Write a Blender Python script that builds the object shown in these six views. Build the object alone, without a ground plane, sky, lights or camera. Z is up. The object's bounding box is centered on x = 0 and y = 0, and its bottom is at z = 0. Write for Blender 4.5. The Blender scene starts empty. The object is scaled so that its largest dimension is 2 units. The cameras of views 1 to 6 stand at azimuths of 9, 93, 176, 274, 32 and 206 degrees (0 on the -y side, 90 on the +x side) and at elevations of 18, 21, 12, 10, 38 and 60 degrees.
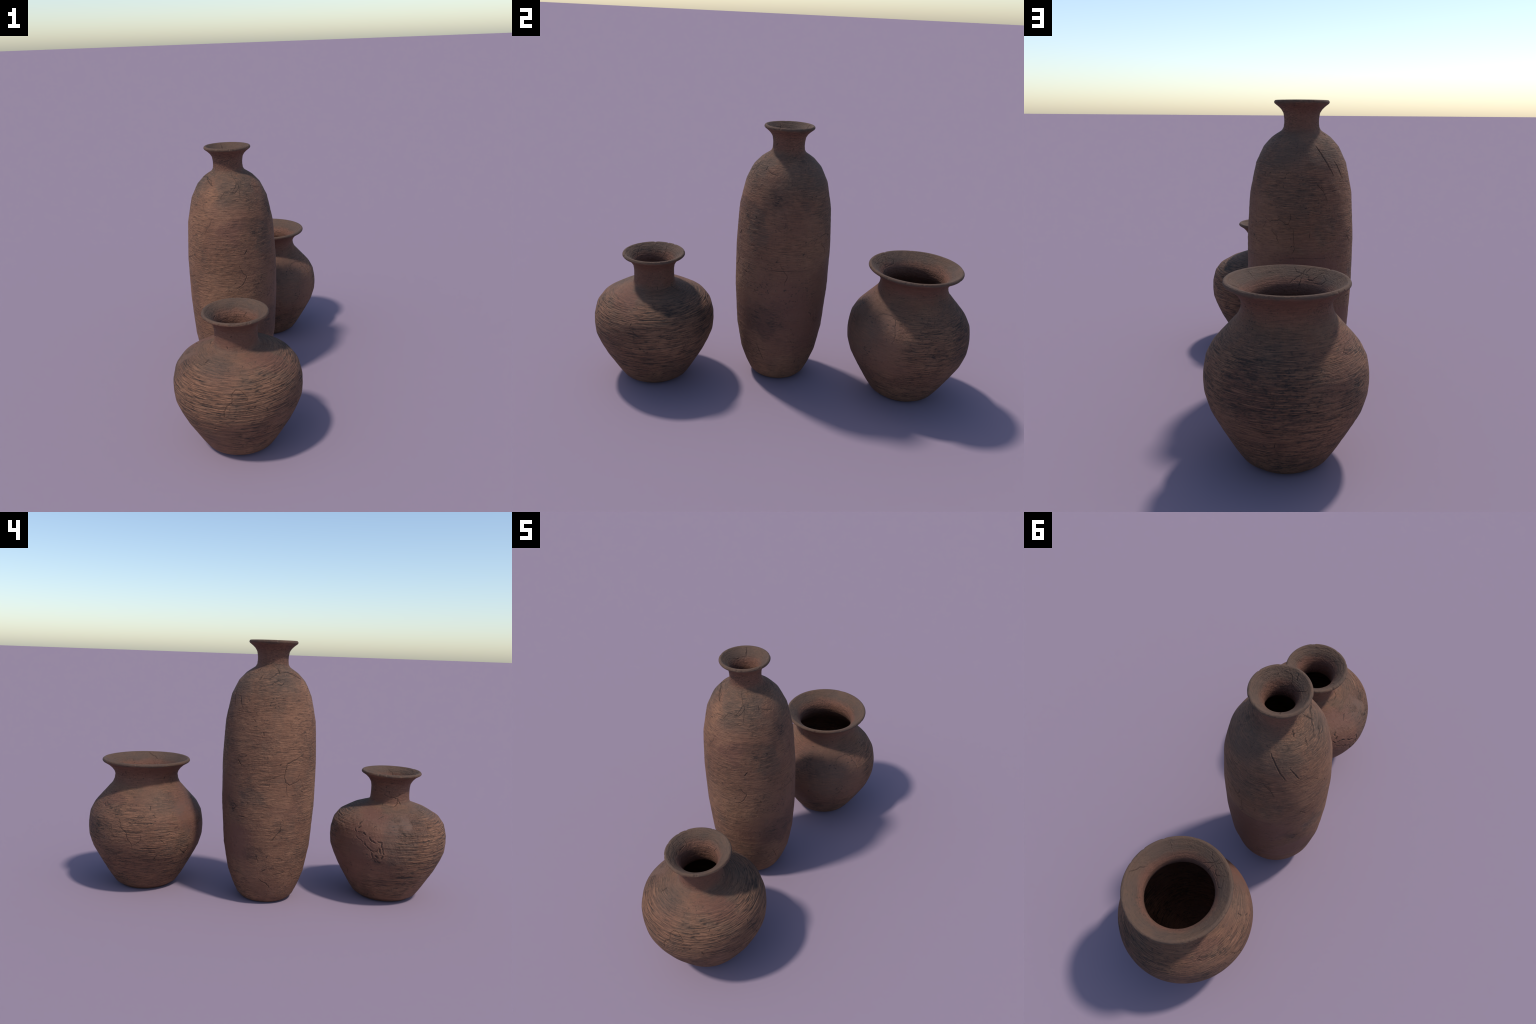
"""Three weathered wheel-thrown clay vessels standing in a row."""
import bpy, math
import numpy as np

# ------------------------------------------------------------------ helpers
def catmull(P, step):
    """Smooth open curve through the control points, centripetal, resampled by arc length."""
    P = np.asarray(P, float)
    E = np.vstack([2 * P[0] - P[1], P, 2 * P[-1] - P[-2]])
    out = []
    for i in range(1, len(E) - 2):
        p0, p1, p2, p3 = E[i - 1:i + 3]
        t0 = 0.0
        t1 = t0 + np.linalg.norm(p1 - p0) ** .5
        t2 = t1 + np.linalg.norm(p2 - p1) ** .5
        t3 = t2 + np.linalg.norm(p3 - p2) ** .5
        t = np.linspace(t1, t2, 40, endpoint=False)[:, None]
        A1 = (t1 - t) / (t1 - t0) * p0 + (t - t0) / (t1 - t0) * p1
        A2 = (t2 - t) / (t2 - t1) * p1 + (t - t1) / (t2 - t1) * p2
        A3 = (t3 - t) / (t3 - t2) * p2 + (t - t2) / (t3 - t2) * p3
        B1 = (t2 - t) / (t2 - t0) * A1 + (t - t0) / (t2 - t0) * A2
        B2 = (t3 - t) / (t3 - t1) * A2 + (t - t1) / (t3 - t1) * A3
        out.append((t2 - t) / (t2 - t1) * B1 + (t - t1) / (t2 - t1) * B2)
    out = np.vstack(out + [P[-1:]])
    d = np.r_[0, np.cumsum(np.linalg.norm(np.diff(out, axis=0), axis=1))]
    n = max(2, int(round(d[-1] / step)))
    s = np.linspace(0, d[-1], n + 1)
    return np.stack([np.interp(s, d, out[:, k]) for k in range(2)], 1)


def polyline(P, step):
    P = np.asarray(P, float)
    d = np.r_[0, np.cumsum(np.linalg.norm(np.diff(P, axis=0), axis=1))]
    n = max(2, int(round(d[-1] / step)))
    s = np.linspace(0, d[-1], n + 1)
    return np.stack([np.interp(s, d, P[:, k]) for k in range(2)], 1)


def smooth01(x):
    x = np.clip(x, 0, 1)
    return x * x * (3 - 2 * x)


def hash_noise(X, Y, Z, seed):
    """Trilinear value noise in [-1, 1]."""
    xi, yi, zi = (np.floor(v).astype(np.int64) for v in (X, Y, Z))
    fx, fy, fz = smooth01(X - xi), smooth01(Y - yi), smooth01(Z - zi)

    def h(a, b, c):
        v = (a * 73856093) ^ (b * 19349663) ^ (c * 83492791) ^ (seed * 2654435761)
        v = (v ^ (v >> 13)) * 1274126177
        v = (v ^ (v >> 16)) & 0xFFFFF
        return v / 524287.5 - 1.0
    r = 0
    for dx in (0, 1):
        for dy in (0, 1):
            for dz in (0, 1):
                w = (fx if dx else 1 - fx) * (fy if dy else 1 - fy) * (fz if dz else 1 - fz)
                r = r + w * h(xi + dx, yi + dy, zi + dz)
    return r


# ------------------------------------------------------------------ material
class Nodes:
    def __init__(self, mat):
        self.t = mat.node_tree
        self.t.nodes.clear()

    def new(self, kind, **kw):
        n = self.t.nodes.new(kind)
        for k, v in kw.items():
            setattr(n, k, v)
        return n

    def link(self, a, b):
        self.t.links.new(a, b)

    def put(self, sock, v):
        if hasattr(v, 'is_output') or hasattr(v, 'links'):
            self.link(v, sock)
        else:
            sock.default_value = v

    def math(self, op, a, b=None, c=None, clamp=False):
        n = self.new('ShaderNodeMath', operation=op, use_clamp=clamp)
        for i, v in enumerate((a, b, c)):
            if v is not None:
                self.put(n.inputs[i], v)
        return n.outputs[0]

    def ramp(self, v, lo, hi, a=0.0, b=1.0):
        n = self.new('ShaderNodeMapRange', interpolation_type='SMOOTHSTEP')
        self.put(n.inputs['Value'], v)
        for k, x in zip(('From Min', 'From Max', 'To Min', 'To Max'), (lo, hi, a, b)):
            self.put(n.inputs[k], x)
        return n.outputs['Result']

    def mix(self, f, a, b, blend='MIX'):
        n = self.new('ShaderNodeMix', data_type='RGBA', blend_type=blend)
        self.put(n.inputs['Factor'], f)
        self.put(n.inputs[6], a if not isinstance(a, tuple) else (*a, 1))
        self.put(n.inputs[7], b if not isinstance(b, tuple) else (*b, 1))
        return n.outputs[2]

    def noise(self, vec, scale, detail=4.0, rough=0.55, w=None, dist=0.0):
        n = self.new('ShaderNodeTexNoise', noise_dimensions='4D' if w is not None else '3D')
        self.put(n.inputs['Vector'], vec)
        if w is not None:
            self.put(n.inputs['W'], w)
        n.inputs['Scale'].default_value = scale
        n.inputs['Detail'].default_value = detail
        n.inputs['Roughness'].default_value = rough
        n.inputs['Distortion'].default_value = dist
        return n.outputs['Fac']

    def combine(self, x, y, z):
        n = self.new('ShaderNodeCombineXYZ')
        for i, v in enumerate((x, y, z)):
            self.put(n.inputs[i], v)
        return n.outputs[0]

    def shift(self, vec, off):
        n = self.new('ShaderNodeVectorMath', operation='ADD')
        self.put(n.inputs[0], vec)
        n.inputs[1].default_value = off
        return n.outputs[0]


BROWN = (0.164, 0.076, 0.045)
TAN = (0.228, 0.111, 0.064)
RED = (0.136, 0.059, 0.041)
GREY = (0.084, 0.058, 0.043)
SOOT = (0.027, 0.0195, 0.0165)
KHAKI = (0.087, 0.057, 0.039)
WORN = (0.335, 0.166, 0.097)


def clay(name, spec, place='wall', crack=False):
    m = bpy.data.materials.new(name)
    m.use_nodes = True
    N = Nodes(m)
    sd = spec['seed']
    obj = N.new('ShaderNodeTexCoord').outputs['Object']
    sep = N.new('ShaderNodeSeparateXYZ')
    N.link(obj, sep.inputs[0])
    x, y, z = sep.outputs
    r = N.math('SQRT', N.math('ADD', N.math('MULTIPLY', x, x), N.math('MULTIPLY', y, y)))
    rs = N.math('MAXIMUM', r, 0.02)
    ux, uy = N.math('DIVIDE', x, rs), N.math('DIVIDE', y, rs)
    P = N.shift(obj, (3.1 * sd, 1.7 * sd, 0.9 * sd))

    # slow wobble that lets the wheel lines climb a little as they run round
    wob = N.math('MULTIPLY', N.math('SUBTRACT', N.noise(P, 4.0, 2.0), 0.5), 0.008)
    zz = N.math('ADD', z, wob)

    def wheel(turn, freq, detail, rough):
        v = N.combine(N.math('MULTIPLY', ux, turn), N.math('MULTIPLY', uy, turn),
                      N.math('MULTIPLY', zz, freq))
        v = N.shift(v, (7.3 * sd, 0, 0))
        return N.noise(v, 1.0, detail, rough, w=N.math('MULTIPLY', r, freq))

    coarse = wheel(spec['turn'], spec['line'], 2.0, 0.55)
    dash = wheel(spec['dash'], spec['line'] * 1.05, 2.0, 0.6)
    fine = wheel(spec['turn'] * 1.7, spec['line'] * 1.9, 3.0, 0.6)
    thread = wheel(6.0, spec['line'] * 4.0, 2.0, 0.5)

    patch = N.noise(P, 4.2, 6.0, 0.62)
    patch2 = N.noise(N.shift(P, (4, 9, 2)), 7.5, 7.0, 0.65)
    grain = N.noise(P, 95.0, 5.0, 0.7)
    speck = wheel(20.0, 115.0, 3.0, 0.65)
    mott = N.noise(N.shift(P, (6, 2, 13)), 9.0, 5.0, 0.65)

    # where the smooth, burnished skin survived and where the comb left rough lines
    burnish = N.ramp(N.noise(N.shift(P, (11, 3, 6)), 3.0, 3.0, 0.5), 0.50, 0.62)
    rough_zone = N.math('MULTIPLY',
                        N.ramp(z, spec['rough'][0], spec['rough'][1]),
                        N.ramp(z, spec['rough'][2], spec['rough'][3], 1.0, 0.0))
    warp = N.math('MULTIPLY', N.math('SUBTRACT', patch2, 0.5), 0.40)
    broken = N.math('MULTIPLY', N.ramp(dash, 0.62, 0.36), N.ramp(patch2, 0.36, 0.60))

    def blob(bx, by, bz, rad):
        d = N.new('ShaderNodeVectorMath', operation='DISTANCE')
        N.link(obj, d.inputs[0])
        d.inputs[1].default_value = (bx, by, bz)
        return N.ramp(N.math('ADD', d.outputs['Value'], warp), rad * 0.35, rad * 1.30, 1.0, 0.0)

    def blobs(items):
        tot = None
        for b in items:
            v = blob(*b)
            tot = v if tot is None else N.math('MAXIMUM', tot, v)
        return 0.0 if tot is None else tot
    smooth_m = blobs(spec['smooth'])
    burnish = N.math('MAXIMUM', N.math('MULTIPLY', burnish, 0.45), smooth_m)
    lines = N.math('MULTIPLY', N.math('SUBTRACT', 1.0, N.math('MULTIPLY', burnish, 0.93)),
                   N.math('ADD', 0.35, N.math('MULTIPLY', rough_zone, 0.65)))

    lines = N.math('MULTIPLY', lines, N.ramp(N.noise(N.shift(P, (2, 14, 5)), 6.0, 4.0, 0.6), 0.36, 0.60, spec['even'], 1.0))
    col = N.mix(N.ramp(patch, 0.36, 0.66), BROWN, TAN)
    col = N.mix(N.math('MULTIPLY', N.ramp(mott, 0.52, 0.70), 0.18), col, GREY)
    col = N.mix(N.math('MULTIPLY', N.ramp(patch2, 0.50, 0.70), 0.38), col, GREY)
    col = N.mix(N.math('MULTIPLY', burnish, 0.55), col, RED)
    # red slip left on the neck, greyer tone on the shoulder below it; both with ragged edges
    ez = N.math('ADD', z, N.math('MULTIPLY', N.math('SUBTRACT', patch, 0.5), 0.16))
    n0, n1 = spec['neck']
    slip = N.math('MULTIPLY', N.ramp(ez, n0 - 0.02, n0 + 0.03), N.ramp(r, spec['neck_r'] * 1.9, spec['neck_r'] * 1.25))
    film = N.math('MULTIPLY', N.ramp(ez, spec['film'][0], spec['film'][1]), N.ramp(ez, n0 + 0.03, n0 - 0.01))  # shoulder grey
    film = N.math('MULTIPLY', film, N.ramp(patch2, 0.36, 0.56))
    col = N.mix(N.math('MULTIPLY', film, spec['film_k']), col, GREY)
    col = N.mix(N.math('MULTIPLY', slip, 0.65), col, RED)
    col = N.mix(N.math('MULTIPLY', blobs(spec['red']), 0.65), col, RED)
    col = N.mix(N.math('MULTIPLY', N.math('MULTIPLY', blobs(spec['grey']), N.ramp(fine, 0.62, 0.40, 0.45, 1.0)), 0.60), col, GREY)
    col = N.mix(N.math('MULTIPLY', N.math('MULTIPLY', blobs(spec['soot']), N.math('ADD', 0.30, N.math('MULTIPLY', broken, 0.9))), 0.95), col, SOOT)
    # wheel lines: dirt in the grooves, worn pale clay on the crests
    groove = N.math('MULTIPLY', N.ramp(coarse, 0.47, 0.34), lines)
    gdash = N.math('MULTIPLY', N.ramp(dash, 0.46, 0.33), lines)
    gfine = N.math('MULTIPLY', N.ramp(fine, 0.52, 0.36), lines)
    crest = N.math('MULTIPLY', N.ramp(fine, 0.52, 0.68), lines)
    col = N.mix(N.math('MULTIPLY', groove, spec['dirt'] * 0.8), col, SOOT)
    col = N.mix(N.math('MULTIPLY', gdash, spec['dirt'] * 0.95), col, SOOT)
    col = N.mix(N.math('MULTIPLY', gfine, spec['dirt'] * 0.75), col, SOOT)
    col = N.mix(N.math('MULTIPLY', crest, 0.45), col, WORN)
    col = N.mix(N.math('MULTIPLY', N.ramp(thread, 0.46, 0.34), 0.25), col, GREY)
    col = N.mix(N.math('MULTIPLY', N.math('MULTIPLY', N.ramp(speck, 0.46, 0.32), N.ramp(mott, 0.46, 0.62)), 0.85), col, SOOT)
    col = N.mix(N.math('MULTIPLY', N.ramp(grain, 0.58, 0.76), 0.30), col, WORN)
    col = N.mix(N.math('MULTIPLY', N.ramp(grain, 0.44, 0.28), 0.35), col, SOOT)
    # grey-khaki dust worn into the lip, frayed edge towards the neck
    zr = spec['dust']
    edge = N.math('ADD', z, N.math('MULTIPLY', N.math('SUBTRACT', patch2, 0.5), 0.05))
    if place == 'wall':
        dust = N.ramp(edge, zr - 0.004, zr + 0.008)
    else:
        dust = N.ramp(edge, zr - 0.040, zr - 0.008)
    col = N.mix(N.math('MULTIPLY', dust, 0.70), col,
                N.mix(N.ramp(patch2, 0.38, 0.62), KHAKI, (0.068, 0.050, 0.038)))
    if crack:
        col = N.mix(0.74, col, (0.022, 0.016, 0.014))

    b = N.new('ShaderNodeBsdfPrincipled')
    N.link(col, b.inputs['Base Color'])
    b.inputs['Roughness'].default_value = 0.82
    N.put(b.inputs['Roughness'], N.math('SUBTRACT', 0.88, N.math('MULTIPLY', burnish, 0.16)))
    b.inputs['Specular IOR Level'].default_value = 0.28

    hgt = N.math('ADD', N.math('MULTIPLY', N.math('MULTIPLY', coarse, lines), spec['relief']),
                 N.math('MULTIPLY', N.math('MULTIPLY', fine, lines), spec['relief'] * 0.6))
    hgt = N.math('ADD', hgt, N.math('MULTIPLY', N.math('MULTIPLY', dash, lines), spec['relief'] * 0.7))
    hgt = N.math('ADD', hgt, N.math('MULTIPLY', thread, 0.0006))
    hgt = N.math('ADD', hgt, N.math('MULTIPLY', grain, 0.0007))
    hgt = N.math('ADD', hgt, N.math('MULTIPLY', N.math('MULTIPLY', speck, N.ramp(mott, 0.44, 0.60)), 0.0030))
    bump = N.new('ShaderNodeBump')
    bump.inputs['Strength'].default_value = 1.0
    bump.inputs['Distance'].default_value = 1.0
    N.link(hgt, bump.inputs['Height'])
    N.link(bump.outputs[0], b.inputs['Normal'])
    out = N.new('ShaderNodeOutputMaterial')
    N.link(b.outputs[0], out.inputs[0])
    return m


# ------------------------------------------------------------------ vessel
def build_vessel(spec):
    rng = np.random.default_rng(spec['seed'])
    outer = spec['outer']
    step = spec['step']
    foot_r, _ = outer[0]
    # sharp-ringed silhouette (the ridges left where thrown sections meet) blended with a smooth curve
    so = catmull(outer, step)
    po = polyline(outer, step)
    n = min(len(so), len(po))
    d = lambda A: np.r_[0, np.cumsum(np.linalg.norm(np.diff(A, axis=0), axis=1))]

    def resample(A, m):
        s = d(A)
        q = np.linspace(0, s[-1], m)
        return np.stack([np.interp(q, s, A[:, k]) for k in range(2)], 1)
    so, po = resample(so, n), resample(po, n)
    outside = 0.20 * so + 0.80 * po
    smooth_outside = so
    lip = catmull(spec['lip'], step * 0.8)
    k = spec['throat']
    inside = np.vstack([catmull(spec['inner'][:k], step)[:-1], catmull(spec['inner'][k - 1:], step * 3)])
    under = np.stack([np.linspace(0.004, foot_r, 14), np.full(14, 0.0)], 1)
    under[:-2, 1] = 0.004
    prof = np.vstack([under[:-1], outside[:-1], lip[:-1], inside])
    sprof = np.vstack([under[:-1], smooth_outside[:-1], lip[:-1], inside])
    nu, no, nl = len(under) - 1, len(outside) - 1, len(lip) - 1
    rows, cols = len(prof), spec['cols']
    th = np.arange(cols) * (2 * math.pi / cols)
    ct, st = np.cos(th), np.sin(th)
    R, Z = prof[:, 0], prof[:, 1]

    def normals(Pr):
        t = np.gradient(Pr, axis=0)
        nn = np.stack([t[:, 1], -t[:, 0]], 1)
        return nn / np.maximum(np.linalg.norm(nn, axis=1, keepdims=True), 1e-9)
    pn = normals(sprof)
    for _ in range(3):                                   # soften the shading across the rings
        q = pn.copy()
        q[1:-1] = pn[:-2] + 2 * pn[1:-1] + pn[2:]
        pn = q / np.linalg.norm(q, axis=1, keepdims=True)

    # ---- relief (metres along the normal) on the whole grid
    H = np.zeros((rows, cols))
    X, Y = R[:, None] * ct, R[:, None] * st
    ZZ = np.repeat(Z[:, None], cols, 1)
    H += 0.0007 * hash_noise(X * 9, Y * 9, ZZ * 9, spec['seed'])
    H += 0.0005 * hash_noise(X * 4, Y * 4, ZZ * 70 + 3, spec['seed'] + 5)
    seams = []
    lo, hi = nu, rows - 1
    arc = np.r_[0, np.cumsum(np.linalg.norm(np.diff(prof, axis=0), axis=1))]

    def row_at(z, side):
        if side != 'in':
            i = np.arange(nu, nu + no + nl // 2)
        else:
            i = np.arange(nu + no + nl // 2, rows)
        if side != 'in':
            return np.interp(z, Z[i], i)
        i = i[np.argmax(Z[i]):]
        return np.interp(-z, -Z[i], i)

    def carve(path, width, depth, side, seed):
        """Cut a jagged crack along (angle, height) points."""
        g = np.random.default_rng(seed)
        pts = []
        for (a0, z0), (a1, z1) in zip(path[:-1], path[1:]):
            k = 5
            for j in range(k):
                f = j / k
                pts.append((a0 + f * (a1 - a0), z0 + f * (z1 - z0)))
        pts.append(path[-1])
        q = []
        for j, (a, z) in enumerate(pts):
            i = float(row_at(z, side))
            s = float(np.interp(i, np.arange(rows), arc))
            rr = float(np.interp(i, np.arange(rows), R))
            jit = (0.0003 if side == 'scratch' else 0.0013) if 0 < j < len(pts) - 1 else 0
            q.append((math.radians(a) + g.normal(0, jit) / max(rr, .05), s + g.normal(0, jit)))
        L = len(q) - 1
        for j in range(L):
            (a0, s0), (a1, s1) = q[j], q[j + 1]
            w = width * (0.55 + 0.45 * math.sin(math.pi * (j + 0.7) / (L + 0.4))) * g.uniform(.8, 1.15)
            rad = w * 2.2
            i0 = max(lo, np.searchsorted(arc, min(s0, s1) - rad))
            i1 = min(rows, np.searchsorted(arc, max(s0, s1) + rad) + 1)
            if i1 <= i0:
                continue
            rm = max(0.03, R[i0:i1].mean())
            c0 = int(math.floor((min(a0, a1) - rad / rm) / (2 * math.pi) * cols))
            c1 = int(math.ceil((max(a0, a1) + rad / rm) / (2 * math.pi) * cols)) + 1
            cc = np.arange(c0, c1)
            A = cc * (2 * math.pi / cols)
            rr = R[i0:i1, None]
            px = (A[None, :] - a0) * rr
            py = arc[i0:i1, None] - s0 + 0 * px
            dx, dy = (a1 - a0) * rr, s1 - s0
            t = np.clip((px * dx + py * dy) / (dx * dx + dy * dy + 1e-12), 0, 1)
            dist = np.hypot(px - t * dx, py - t * dy)
            cut = -depth * np.exp(-(dist / (w * 0.62)) ** 2)
            lipup = depth * 0.16 * np.exp(-((dist - w * 1.3) / (w * 0.6)) ** 2)
            sub = np.ix_(np.arange(i0, i1), cc % cols)
            H[sub] = np.where(cut < -0.1 * depth, np.minimum(H[sub], cut), H[sub] + lipup * 0.4)

        seams.append((q, width, depth))

    H_skin = H.copy()
    for k, (path, w, dp, side) in enumerate(spec['cracks']):
        carve(path, w, dp, side, spec['seed'] * 100 + k)

    # short scratches and pits, scattered
    for k in range(spec['nicks']):
        a = rng.uniform(0, 360)
        z = rng.uniform(0.04, spec['dust'] - 0.02)
        da, dz = rng.normal(0, 3.0), rng.normal(0, 0.012)
        carve([(a, z), (a + da, np.clip(z + dz, 0.02, spec['dust']))], rng.uniform(.0022, .0036),
              rng.uniform(.0010, .0022), 'out', spec['seed'] * 999 + k)
    # chipped spots on the lip
    mid = nu + no + nl // 2
    for k in range(spec['chips']):
        a, s = rng.uniform(0, 2 * math.pi), arc[mid] + rng.normal(-0.006, 0.004)
        w = rng.uniform(.003, .007)
        da = (th - a + math.pi) % (2 * math.pi) - math.pi
        i = np.arange(nu + no - 8, mid + nl)
        i = i[i < rows]
        dd = np.hypot(da[None, :] * R[i, None], (arc[i, None] - s) * 0.7)
        H[i] -= 0.0028 * np.exp(-(dd / w) ** 2)

    nx, nz = pn[:, 0:1], pn[:, 1:2]
    V = np.stack([(R[:, None] + H * nx) * ct, (R[:, None] + H * nx) * st, Z[:, None] + H * nz], -1)
    V[:nu + 1, :, 2] = np.maximum(V[:nu + 1, :, 2], 0)
    V[..., 2] = np.maximum(V[..., 2], 0)
    # shading normals: smooth profile tilted by the slope of the relief
    ds = np.gradient(arc)[:, None]
    Hs = np.gradient(H, axis=0) / np.maximum(ds, 1e-5)
    Ht = (np.roll(H, -1, 1) - np.roll(H, 1, 1)) / (2 * np.maximum(R[:, None], .01) * 2 * math.pi / cols)
    tang = np.stack([-pn[:, 1], pn[:, 0]], 1)
    n_r = nx - Hs * tang[:, 0:1]
    n_z = nz - Hs * tang[:, 1:2]
    n_t = -Ht
    NV = np.stack([n_r * ct - n_t * st, n_r * st + n_t * ct, n_z + 0 * n_t], -1)
    NV /= np.linalg.norm(NV, axis=-1, keepdims=True)

    # ---- the thing and its parts
    thing = bpy.data.objects.new(spec['name'], None)
    bpy.context.scene.collection.objects.link(thing)
    thing.empty_display_size = 0.1
    thing.location = spec['at']
    thing['label'], thing['category'] = spec['label'], spec['category']
    wall = clay(spec['name'] + '_clay', spec)
    inn = clay(spec['name'] + '_inner_clay', spec, place='inner')
    dirt = clay(spec['name'] + '_crack_dirt', spec, crack=True)

    def first_row(z):
        i = np.arange(nu, nu + no)
        return int(i[np.argmin(np.abs(Z[i] - z))])
    cuts = [('base', 0, first_row(spec['split'][0]), wall),
            ('body', first_row(spec['split'][0]), first_row(spec['split'][1]), wall),
            ('neck', first_row(spec['split'][1]), first_row(spec['split'][2]), wall),
            ('rim', first_row(spec['split'][2]), nu + no + nl, wall),
            ('inner_wall', nu + no + nl, rows - 1, inn)]
    for pname, r0, r1, ma in cuts:
        v = V[r0:r1 + 1].reshape(-1, 3)
        nv = NV[r0:r1 + 1].reshape(-1, 3)
        m = r1 - r0
        a = (np.arange(m)[:, None] * cols + np.arange(cols)[None, :])
        bq = (np.arange(m)[:, None] * cols + (np.arange(cols)[None, :] + 1) % cols)
        F = np.stack([a, bq, bq + cols, a + cols], -1).reshape(-1, 4)
        extra_v, extra_f = [], []
        vs = v
        if pname == 'base':                               # close the underside
            vs = np.vstack([v, [[0, 0, 0.004]]])
            nv = np.vstack([nv, [[0, 0, -1]]])
            extra_f = [(len(v), (c + 1) % cols, c) for c in range(cols)]
        if pname == 'inner_wall':                         # close the inner floor
            last = m * cols
            vs = np.vstack([v, [[0, 0, Z[-1]]]])
            nv = np.vstack([nv, [[0, 0, 1]]])
            extra_f = [(len(v), last + c, last + (c + 1) % cols) for c in range(cols)]
        me = bpy.data.meshes.new(pname)
        nq, ntri = len(F), len(extra_f)
        me.vertices.add(len(vs))
        me.vertices.foreach_set('co', vs.astype(np.float32).ravel())
        loops = np.concatenate([F.ravel(), np.array(extra_f, int).ravel()]).astype(np.int32)
        me.loops.add(len(loops))
        me.loops.foreach_set('vertex_index', loops)
        me.polygons.add(nq + ntri)
        starts = np.concatenate([np.arange(nq) * 4, nq * 4 + np.arange(ntri) * 3]).astype(np.int32)
        me.polygons.foreach_set('loop_start', starts)
        me.materials.append(ma)
        me.polygons.foreach_set('use_smooth', np.ones(nq + ntri, bool))
        me.update(calc_edges=True)
        me.validate()
        me.normals_split_custom_set_from_vertices(nv.astype(np.float32))
        ob = bpy.data.objects.new(pname, me)
        ob.parent = thing
        bpy.context.scene.collection.objects.link(ob)

    # ---- dirt packed into the cracks: a tapering ribbon lying inside every groove
    rows_i = np.arange(rows)
    cv, cf, cn = [], [], []
    for q, width, depth in seams:
        q = np.array(q)
        n = max(6, 4 * (len(q) - 1))
        t = np.linspace(0, len(q) - 1, n + 1)
        A = np.interp(t, np.arange(len(q)), q[:, 0])
        S = np.interp(t, np.arange(len(q)), q[:, 1])
        i = np.interp(S, arc, rows_i)
        r = np.interp(i, rows_i, R)
        z = np.interp(i, rows_i, Z)
        k0 = np.clip(np.round(i).astype(int), 0, rows - 1)
        c0 = np.round(A / (2 * math.pi) * cols).astype(int) % cols
        lift = H_skin[k0, c0] - 0.30 * depth
        nr, nzz = pn[k0, 0], pn[k0, 1]
        r, z = r + lift * nr, z + lift * nzz
        P = np.stack([r * np.cos(A), r * np.sin(A), z], 1)
        Nn = np.stack([nr * np.cos(A), nr * np.sin(A), nzz], 1)
        T = np.gradient(P, axis=0)
        side_v = np.cross(Nn, T)
        side_v /= np.maximum(np.linalg.norm(side_v, axis=1, keepdims=True), 1e-9)
        u = np.linspace(0, 1, n + 1)
        w = width * (0.46 if width < .0035 else 0.56) * np.clip(np.minimum(u, 1 - u) * 9, 0.12, 1) * (0.75 + 0.25 * np.sin(u * 17 + width * 9e3))
        b0 = len(cv)
        for p, sv, nn, ww in zip(P, side_v, Nn, w):
            for f, dip in ((-1, 0), (0, -0.0004), (1, 0)):
                cv.append(p + sv * ww * f + nn * dip)
                cn.append(nn)
        for j in range(n):
            a = b0 + 3 * j
            for m in (0, 1):
                cf.append((a + m, a + m + 3, a + m + 4, a + m + 1))
    me = bpy.data.meshes.new('crack_dirt')
    me.from_pydata([tuple(v) for v in cv], [], cf)
    me.materials.append(dirt)
    me.polygons.foreach_set('use_smooth', np.ones(len(cf), bool))
    me.update()
    me.normals_split_custom_set_from_vertices(np.array(cn, np.float32))
    ob = bpy.data.objects.new('crack_dirt', me)
    ob.parent = thing
    ob['kind'] = 'stuff'
    bpy.context.scene.collection.objects.link(ob)
    return thing


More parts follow.
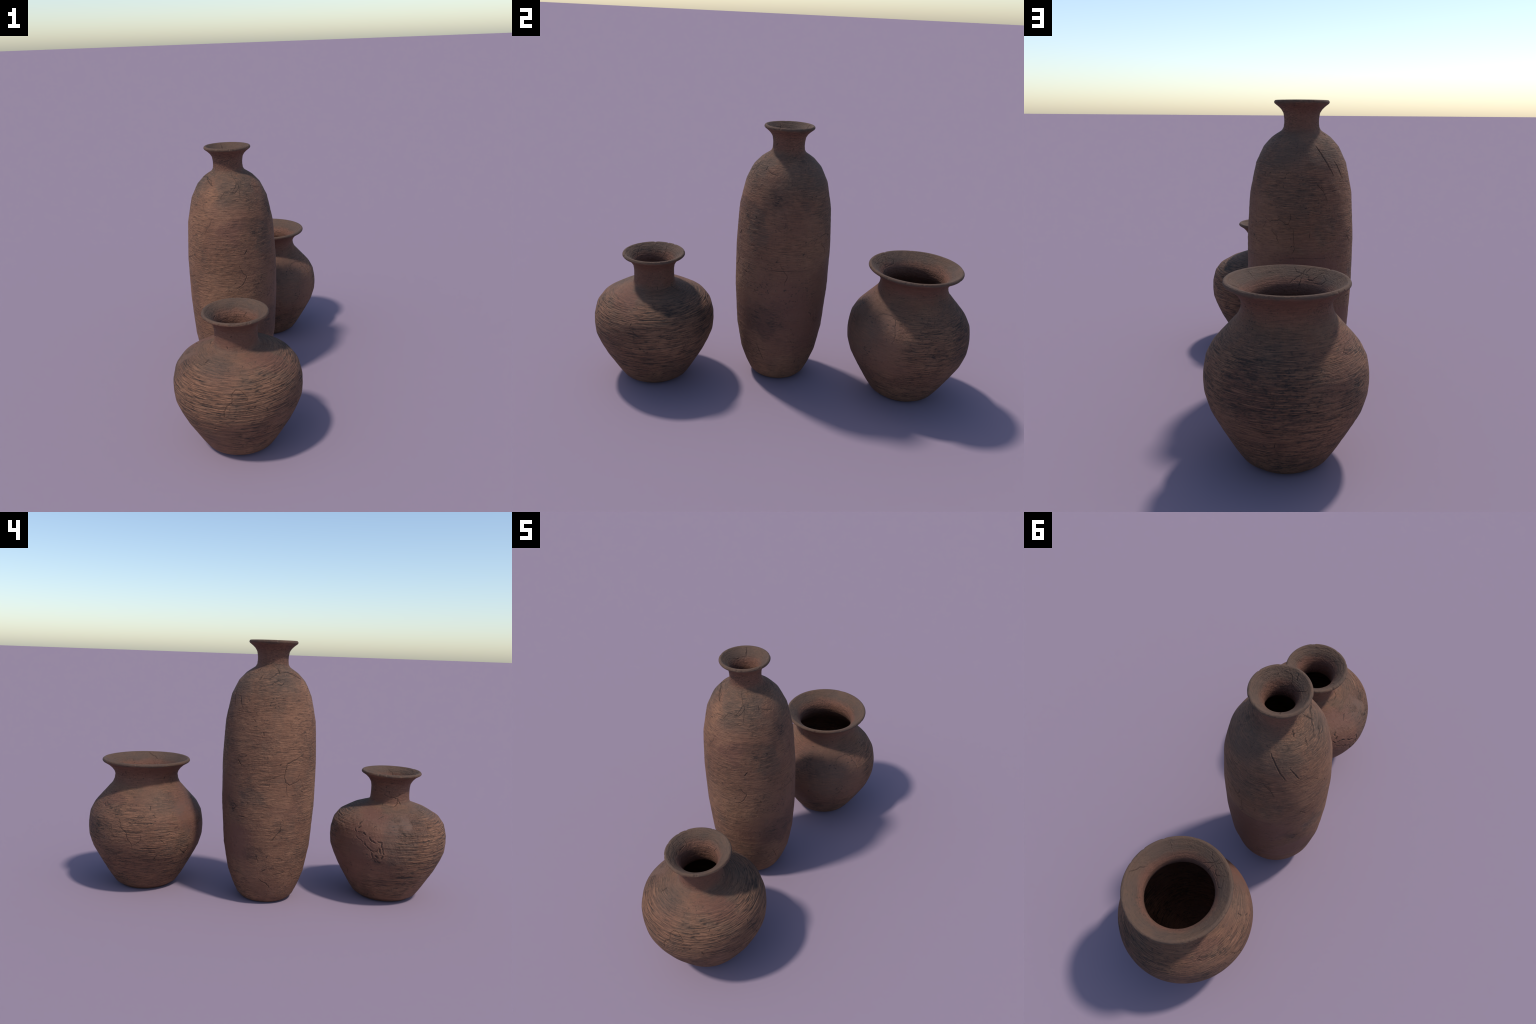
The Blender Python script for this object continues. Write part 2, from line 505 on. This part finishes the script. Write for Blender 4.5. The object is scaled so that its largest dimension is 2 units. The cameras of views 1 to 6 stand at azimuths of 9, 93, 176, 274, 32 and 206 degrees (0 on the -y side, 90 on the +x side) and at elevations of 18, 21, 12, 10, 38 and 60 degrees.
TALL = dict(
    name='tall_clay_bottle', label='tall slender brown clay bottle with flared lip', category='clay vase',
    at=(-0.0978, -0.0125, 0), seed=3, cols=600, step=0.0027,
    outer=[(.124, 0), (.135, .006), (.155, .027), (.1785, .0766), (.2068, .1554), (.2322, .297), (.2474, .5204),
           (.2493, .7547), (.2372, .9662), (.2089, 1.1016), (.1735, 1.1754), (.1365, 1.216), (.0905, 1.2478),
           (.0825, 1.262), (.0803, 1.279), (.0808, 1.300), (.0848, 1.3246), (.0948, 1.341), (.1080, 1.354), (.1245, 1.3665)],
    lip=[(.1245, 1.3665), (.1276, 1.3720), (.1264, 1.3780), (.1215, 1.3825), (.1150, 1.3815), (.1090, 1.3755)],
    inner=[(.1090, 1.3755), (.093, 1.360), (.0768, 1.341), (.0652, 1.318), (.0606, 1.293), (.064, 1.262), (.078, 1.236),
           (.120, 1.203), (.157, 1.160), (.192, 1.092), (.220, .96), (.232, .75), (.230, .52), (.214, .297), (.188, .155),
           (.155, .075), (.120, .032), (.080, .022), (.004, .020)],
    split=(.05, 1.235, 1.345), dust=1.366,
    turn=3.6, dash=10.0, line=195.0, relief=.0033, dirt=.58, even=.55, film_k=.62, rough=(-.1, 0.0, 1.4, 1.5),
    neck=(1.245, 1.36), neck_r=.080, film=(1.02, 1.17),
    throat=6, smooth=[(.25, .03, .50, .24), (.12, .20, .45, .26), (-.02, .25, .60, .20), (-.16, .18, .36, .15), (.20, -.14, .42, .17)],
    red=[(.22, .08, .36, .20), (-.16, .18, .34, .14), (.05, -.23, .93, .06), (-.02, .24, .62, .14)],
    grey=[(-.16, -.05, 1.18, .08), (.12, .14, 1.15, .15), (.08, .22, .96, .12), (.20, -.13, .88, .07), (-.24, .06, .60, .06)],
    soot=[(.23, -.07, .40, .12), (.22, -.03, 1.04, .08), (.15, -.18, .95, .05), (-.18, .17, .53, .035), (-.23, .05, .30, .04)],
    nicks=60, chips=7,
    cracks=[
        # shoulder crack wandering down from the neck
        ([(291, 1.257), (292, 1.234), (300, 1.189), (297, 1.177), (291, 1.157), (283, 1.162), (273, 1.163), (267, 1.135),
          (269, 1.117)], .0024, .0013, 'out'),
        ([(300, 1.186), (297, 1.112)], .0022, .0011, 'scratch'),
        ([(255, 1.026), (251, .986), (244, .935)], .0022, .0012, 'out'),
        # branching network on the sunny side
        ([(237, .785), (223, .808), (204, .772), (202, .741), (201, .705), (203, .681), (208, .663), (217, .678), (223, .691),
          (227, .656), (233, .618)], .0034, .0022, 'out'),
        ([(200, .721), (189, .704), (185, .694), (177, .690)], .0030, .0017, 'out'),
        ([(203, .677), (205, .612), (208, .604)], .0026, .0014, 'out'),
        ([(217, .693), (222, .718)], .0032, .0016, 'out'),
        ([(184, .681), (183, .642)], .0018, .0010, 'out'),
        ([(289, .771), (293, .731), (298, .707), (295, .675), (292, .659), (284, .637)], .0032, .0018, 'out'),
        ([(273, .766), (280, .773)], .0022, .0014, 'out'),
        ([(300, .852), (297, .833)], .0040, .0026, 'out'),
        ([(216, 1.224), (232, 1.210), (249, 1.189)], .0045, .0015, 'out'),
        # torn gouge low on the body
        ([(200, .457), (199, .427), (193, .396), (189, .373)], .0036, .0030, 'out'),
        ([(173, .157), (185, .127), (190, .106)], .0034, .0022, 'out'),
        ([(234, .212), (223, .211), (218, .195), (228, .148)], .0022, .0014, 'out'),
        ([(194, .182), (209, .194)], .0030, .0018, 'out'),
        ([(135, 1.093), (140, 1.052)], .0036, .0022, 'scratch'),
        ([(161, .987), (164, .978)], .0030, .0020, 'out'),
        ([(174, .929), (175, .912)], .0030, .0020, 'out'),
        # flaked scab
        ([(137, .553), (142, .537), (136, .516), (125, .517)], .0046, .0024, 'out'),
        ([(145, .489), (154, .488)], .0046, .0022, 'out'),
        # round blister on the shoulder
        ([(176, 1.185), (191, 1.217), (215, 1.225), (240, 1.213), (246, 1.188)], .0040, .0010, 'out'),
        ([(181, 1.160), (186, 1.172), (197, 1.158), (203, 1.176)], .0040, .0016, 'out'),
        ([(186, 1.172), (192, 1.184), (206, 1.189)], .0034, .0016, 'out'),
        # long slanting tool scratches on the back shoulder
        ([(107, 1.181), (112, 1.153), (117, 1.117), (123, 1.077), (126, 1.053)], .0042, .0032, 'scratch'),
        ([(131, 1.115), (134, 1.099), (140, 1.050), (143, 1.038)], .0032, .0026, 'scratch'),
        ([(103, 1.020), (110, .988), (114, .948)], .0030, .0022, 'scratch'),
        ([(148, 1.239), (145, 1.224)], .0040, .0024, 'out'),
        ([(142, .786), (148, .754)], .0034, .0022, 'out'),
        # polygonal crazing at the back
        ([(34, .897), (51, .853), (62, .864), (69, .845), (72, .845), (74, .862), (75, .894)], .0026, .0017, 'out'),
        ([(54, .829), (54, .810), (60, .788), (62, .756)], .0022, .0015, 'out'),
        ([(72, .845), (77, .825), (78, .777), (79, .739), (76, .706)], .0022, .0015, 'out'),
        ([(46, .847), (40, .810)], .0022, .0014, 'out'),
        # joint line between the two thrown halves
        ([(-22, .690), (4, .692), (24, .690), (53, .691), (90, .695), (116, .692), (140, .689)], .0034, .0010, 'scratch'),
        ([(0, .726), (9, .662), (6, .613)], .0024, .0015, 'out'),
        ([(328, 1.177), (347, 1.158)], .0028, .0018, 'out'),
        ([(331, .249), (342, .142)], .0030, .0014, 'scratch'),
        ([(297, 1.202), (286, 1.160)], .0024, .0015, 'out'),
        ([(12, .328), (23, .261)], .0024, .0014, 'out'),
        # inside the flared mouth
        ([(341, 1.353), (325, 1.360), (306, 1.358), (296, 1.366), (270, 1.364), (262, 1.339), (238, 1.325)], .0022, .0018, 'in'),
        ([(233, 1.332), (215, 1.352), (211, 1.370)], .0024, .0018, 'in'),
        ([(258, 1.374), (252, 1.358)], .0024, .0018, 'in'),
        ([(118, 1.376), (118, 1.345)], .0030, .0024, 'in'),
        ([(118, 1.345), (150, 1.338), (170, 1.346)], .0026, .0020, 'in')])

SMALL = dict(
    name='squat_clay_jar', label='squat combed brown clay jar with narrow neck', category='clay vase',
    at=(.0319, -.6822, 0), seed=8, cols=760, step=0.0027,
    outer=[(.146, 0), (.152, .006), (.1790, .0235), (.2150, .080), (.2660, .1682), (.2975, .2358), (.3130, .2785), (.3170, .325),
           (.3158, .366), (.3008, .4240), (.2725, .4615), (.2055, .5005), (.1290, .5280), (.1120, .5365), (.1066, .5500),
           (.1041, .5851), (.1050, .6150), (.1086, .6370), (.1212, .6592), (.1390, .6765), (.1580, .6885)],
    lip=[(.1580, .6885), (.1618, .6935), (.1605, .6998), (.1560, .7046), (.1490, .7043), (.1420, .6990)],
    inner=[(.1420, .6990), (.124, .685), (.106, .664), (.0925, .640), (.0875, .612), (.0872, .582), (.0900, .554), (.104, .529),
           (.130, .506), (.200, .482), (.262, .446), (.287, .412), (.2995, .360), (.298, .290), (.281, .236), (.248, .168),
           (.190, .080), (.150, .032), (.110, .022), (.004, .020)],
    split=(.05, .533, .655), dust=.692,
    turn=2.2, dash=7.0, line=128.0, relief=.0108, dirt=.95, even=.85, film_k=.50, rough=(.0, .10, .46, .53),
    neck=(.535, .68), neck_r=.103, film=(.43, .50),
    throat=6, smooth=[(-.26, .18, .34, .24), (-.20, .22, .18, .16), (-.27, .06, .46, .14), (-.25, -.06, .48, .09), (-.15, .27, .20, .14)],
    red=[(.18, -.11, .50, .09), (-.22, .08, .48, .08), (-.25, .17, .36, .10)],
    grey=[(-.28, -.04, .45, .10), (-.31, -.03, .36, .09), (-.07, -.18, .51, .08), (.12, .16, .50, .13), (.01, .20, .51, .08)],
    soot=[(-.30, .09, .29, .035), (.23, .12, .47, .08), (.14, .28, .37, .07)],
    nicks=45, chips=9,
    cracks=[
        # scar: separate torn gouges on the belly
        ([(142, .462), (141, .448)], .0062, .0032, 'out'), ([(143, .440), (141.5, .430)], .0070, .0032, 'out'),
        ([(137.5, .427), (139, .418), (140, .411)], .0044, .0024, 'out'),
        ([(142, .412), (147, .416)], .0036, .0022, 'out'), ([(148, .412), (151, .403)], .0060, .0034, 'out'),
        ([(140, .398), (142, .384), (148, .371), (150, .361)], .0034, .0020, 'out'),
        ([(155, .394), (157, .380)], .0066, .0040, 'out'), ([(157, .379), (161.5, .371)], .0050, .0034, 'out'),
        ([(151, .366), (152, .352)], .0058, .0034, 'out'),
        ([(153, .349), (157, .334), (160.5, .322)], .0046, .0030, 'out'), ([(160.5, .322), (164, .331), (164.5, .350)], .0034, .0022, 'out'),
        ([(163.5, .379), (167, .375), (167.5, .352)], .0058, .0034, 'out'), ([(168, .346), (170, .316)], .0048, .0030, 'out'),
        ([(165.5, .344), (166.5, .322)], .0072, .0036, 'out'), ([(169.5, .308), (168, .288)], .0070, .0034, 'out'),
        ([(158.5, .318), (160, .288)], .0052, .0030, 'out'), ([(162, .305), (165, .292)], .0075, .0034, 'out'),
        ([(164, .276), (167, .268)], .0072, .0026, 'out'), ([(161, .281), (163, .268)], .0055, .0026, 'out'),
        ([(171, .309), (174, .309), (177, .291)], .0024, .0015, 'out'),
        # crack round the root of the neck
        ([(154, .589), (166, .578), (184, .573), (196, .565), (194, .540), (185, .530), (167, .526)], .0028, .0020, 'out'),
        ([(196, .562), (204, .537)], .0026, .0018, 'out'),
        ([(184, .573), (205, .590), (222, .598)], .0024, .0015, 'out'),
        ([(187, .427), (190, .416)], .0044, .0026, 'out'),
        ([(117, .200), (126, .179), (122, .150)], .0026, .0018, 'out'),
        ([(177, .272), (182, .256)], .0034, .0020, 'out'),
        # closed loop crack at the front
        ([(268, .318), (268, .341), (270, .372), (275, .391), (275, .426), (278, .444), (283, .439), (288, .413), (287, .345)], .0022, .0016, 'out'),
        ([(359, .308), (360, .293)], .0040, .0026, 'out'),
        ([(83, .556), (65, .547), (66, .525), (68, .516)], .0026, .0018, 'out'),
        # inside the mouth
        ([(297, .690), (296, .672), (291, .665), (270, .653), (247, .640)], .0020, .0015, 'in'),
        ([(291, .665), (306, .652)], .0022, .0018, 'in'),
        ([(254, .656), (239, .675), (229, .691)], .0024, .0018, 'in'),
        ([(359, .686), (352, .676), (345, .658)], .0024, .0018, 'in'),
        ([(162, .690), (160, .665), (164, .640)], .0022, .0016, 'in'),
        ([(160, .665), (190, .660)], .0022, .0016, 'in'),
        ([(68, .655), (70, .640)], .0042, .0022, 'in'), ([(72, .640), (74, .632)], .0046, .0024, 'in')])

WIDE = dict(
    name='wide_mouthed_clay_pot', label='round brown clay pot with wide flared mouth', category='clay vase',
    at=(.0143, .6811, 0), seed=5, cols=760, step=0.0027,
    outer=[(.146, 0), (.152, .006), (.1740, .0200), (.2045, .0650), (.2520, .1467), (.2970, .2311), (.3150, .2915), (.3182, .330),
           (.3175, .3640), (.3088, .4215), (.2840, .4696), (.2123, .5503), (.1868, .5800), (.1758, .6060), (.1730, .6300), (.1783, .6480), (.1912, .6660), (.2120, .6845), (.2370, .7000)],
    lip=[(.2370, .7000), (.2414, .7060), (.2402, .7128), (.2352, .7176), (.2280, .7170), (.2200, .7112)],
    inner=[(.2200, .7112), (.198, .694), (.175, .672), (.1600, .648), (.1563, .622), (.162, .595), (.177, .570), (.202, .536),
           (.262, .468), (.288, .420), (.299, .364), (.298, .300), (.280, .231), (.233, .147), (.180, .066), (.146, .030),
           (.110, .022), (.004, .020)],
    split=(.05, .585, .665), dust=.700,
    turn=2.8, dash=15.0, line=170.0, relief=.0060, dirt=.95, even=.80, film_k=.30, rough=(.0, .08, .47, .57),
    neck=(.590, .69), neck_r=.172, film=(.42, .54),
    throat=6, smooth=[(.23, -.22, .35, .20), (.10, -.24, .45, .20), (-.13, -.27, .42, .14), (.20, -.14, .52, .10), (0, -.29, .28, .18)],
    red=[(-.10, -.21, .53, .11), (-.21, .14, .51, .06), (-.24, -.19, .40, .05), (.15, .27, .38, .10), (-.08, -.28, .36, .08)],
    grey=[(-.20, -.13, .50, .09), (.18, -.25, .40, .15), (.08, .23, .50, .07), (-.19, -.25, .30, .07)],
    soot=[(.04, -.26, .48, .10), (.30, .09, .36, .05), (.04, .31, .38, .17), (.20, .25, .36, .12), (.16, .26, .44, .08), (.02, .19, .06, .07), (-.23, .21, .38, .08), (-.17, -.25, .25, .03)],
    nicks=45, chips=12,
    cracks=[
        # branched crack on the sunny belly
        ([(159, .445), (166, .431), (168, .413), (168, .388), (174, .366), (175, .336), (179, .311), (179, .287)], .0032, .0022, 'out'),
        ([(157, .401), (158, .376), (160, .342), (167, .310), (170, .323), (174, .327)], .0028, .0018, 'out'),
        ([(188, .355), (188, .324), (180, .295)], .0024, .0014, 'out'),
        ([(206, .331), (210, .308)], .0026, .0016, 'out'),
        ([(204, .242), (201, .212)], .0032, .0018, 'out'),
        ([(182, .188), (189, .240)], .0024, .0012, 'out'),
        ([(200, .458), (203, .444)], .0044, .0028, 'out'),
        ([(198, .499), (198, .478)], .0040, .0022, 'out'),
        # comb grooves scored while turning
        ([(187, .283), (206, .281)], .0034, .0022, 'out'),
        ([(180, .255), (202, .255)], .0030, .0020, 'out'),
        ([(184, .232), (200, .231)], .0030, .0020, 'out'),
        ([(190, .348), (211, .343)], .0028, .0018, 'out'),
        ([(60, .322), (85, .324), (112, .321)], .0026, .0015, 'out'),
        ([(100, .118), (122, .117)], .0026, .0015, 'out'),
        # ragged flaw
        ([(228, .261), (237, .223), (241, .242), (240, .269)], .0042, .0028, 'out'),
        # sherd outline on the shoulder
        ([(309, .493), (317, .521), (331, .521), (335, .509), (339, .445), (337, .405)], .0026, .0018, 'out'),
        ([(311, .495), (316, .457)], .0026, .0016, 'out'),
        ([(333, .518), (341, .509)], .0026, .0016, 'out'),
        ([(324, .600), (341, .607)], .0028, .0016, 'out'),
        ([(76, .400), (79, .360), (77, .338)], .0024, .0014, 'out'),
        # star of cracks inside the mouth
        ([(262, .658), (252, .680), (247, .692), (245, .708)], .0024, .0018, 'in'),
        ([(247, .692), (255, .697), (258, .710)], .0024, .0018, 'in'),
        ([(247, .692), (238, .685), (238, .674), (231, .673), (222, .708)], .0020, .0015, 'in'),
        ([(229, .665), (214, .669), (211, .684), (221, .696)], .0020, .0015, 'in'),
        ([(249, .647), (246, .690)], .0020, .0015, 'in'),
        ([(240, .712), (243, .694)], .0020, .0015, 'in'),
        ([(10, .714), (7, .704), (0, .694), (-7, .679)], .0032, .0024, 'in'),
        ([(311, .712), (310, .684), (308, .643)], .0022, .0016, 'in')])

for s in (TALL, SMALL, WIDE):
    build_vessel(s)
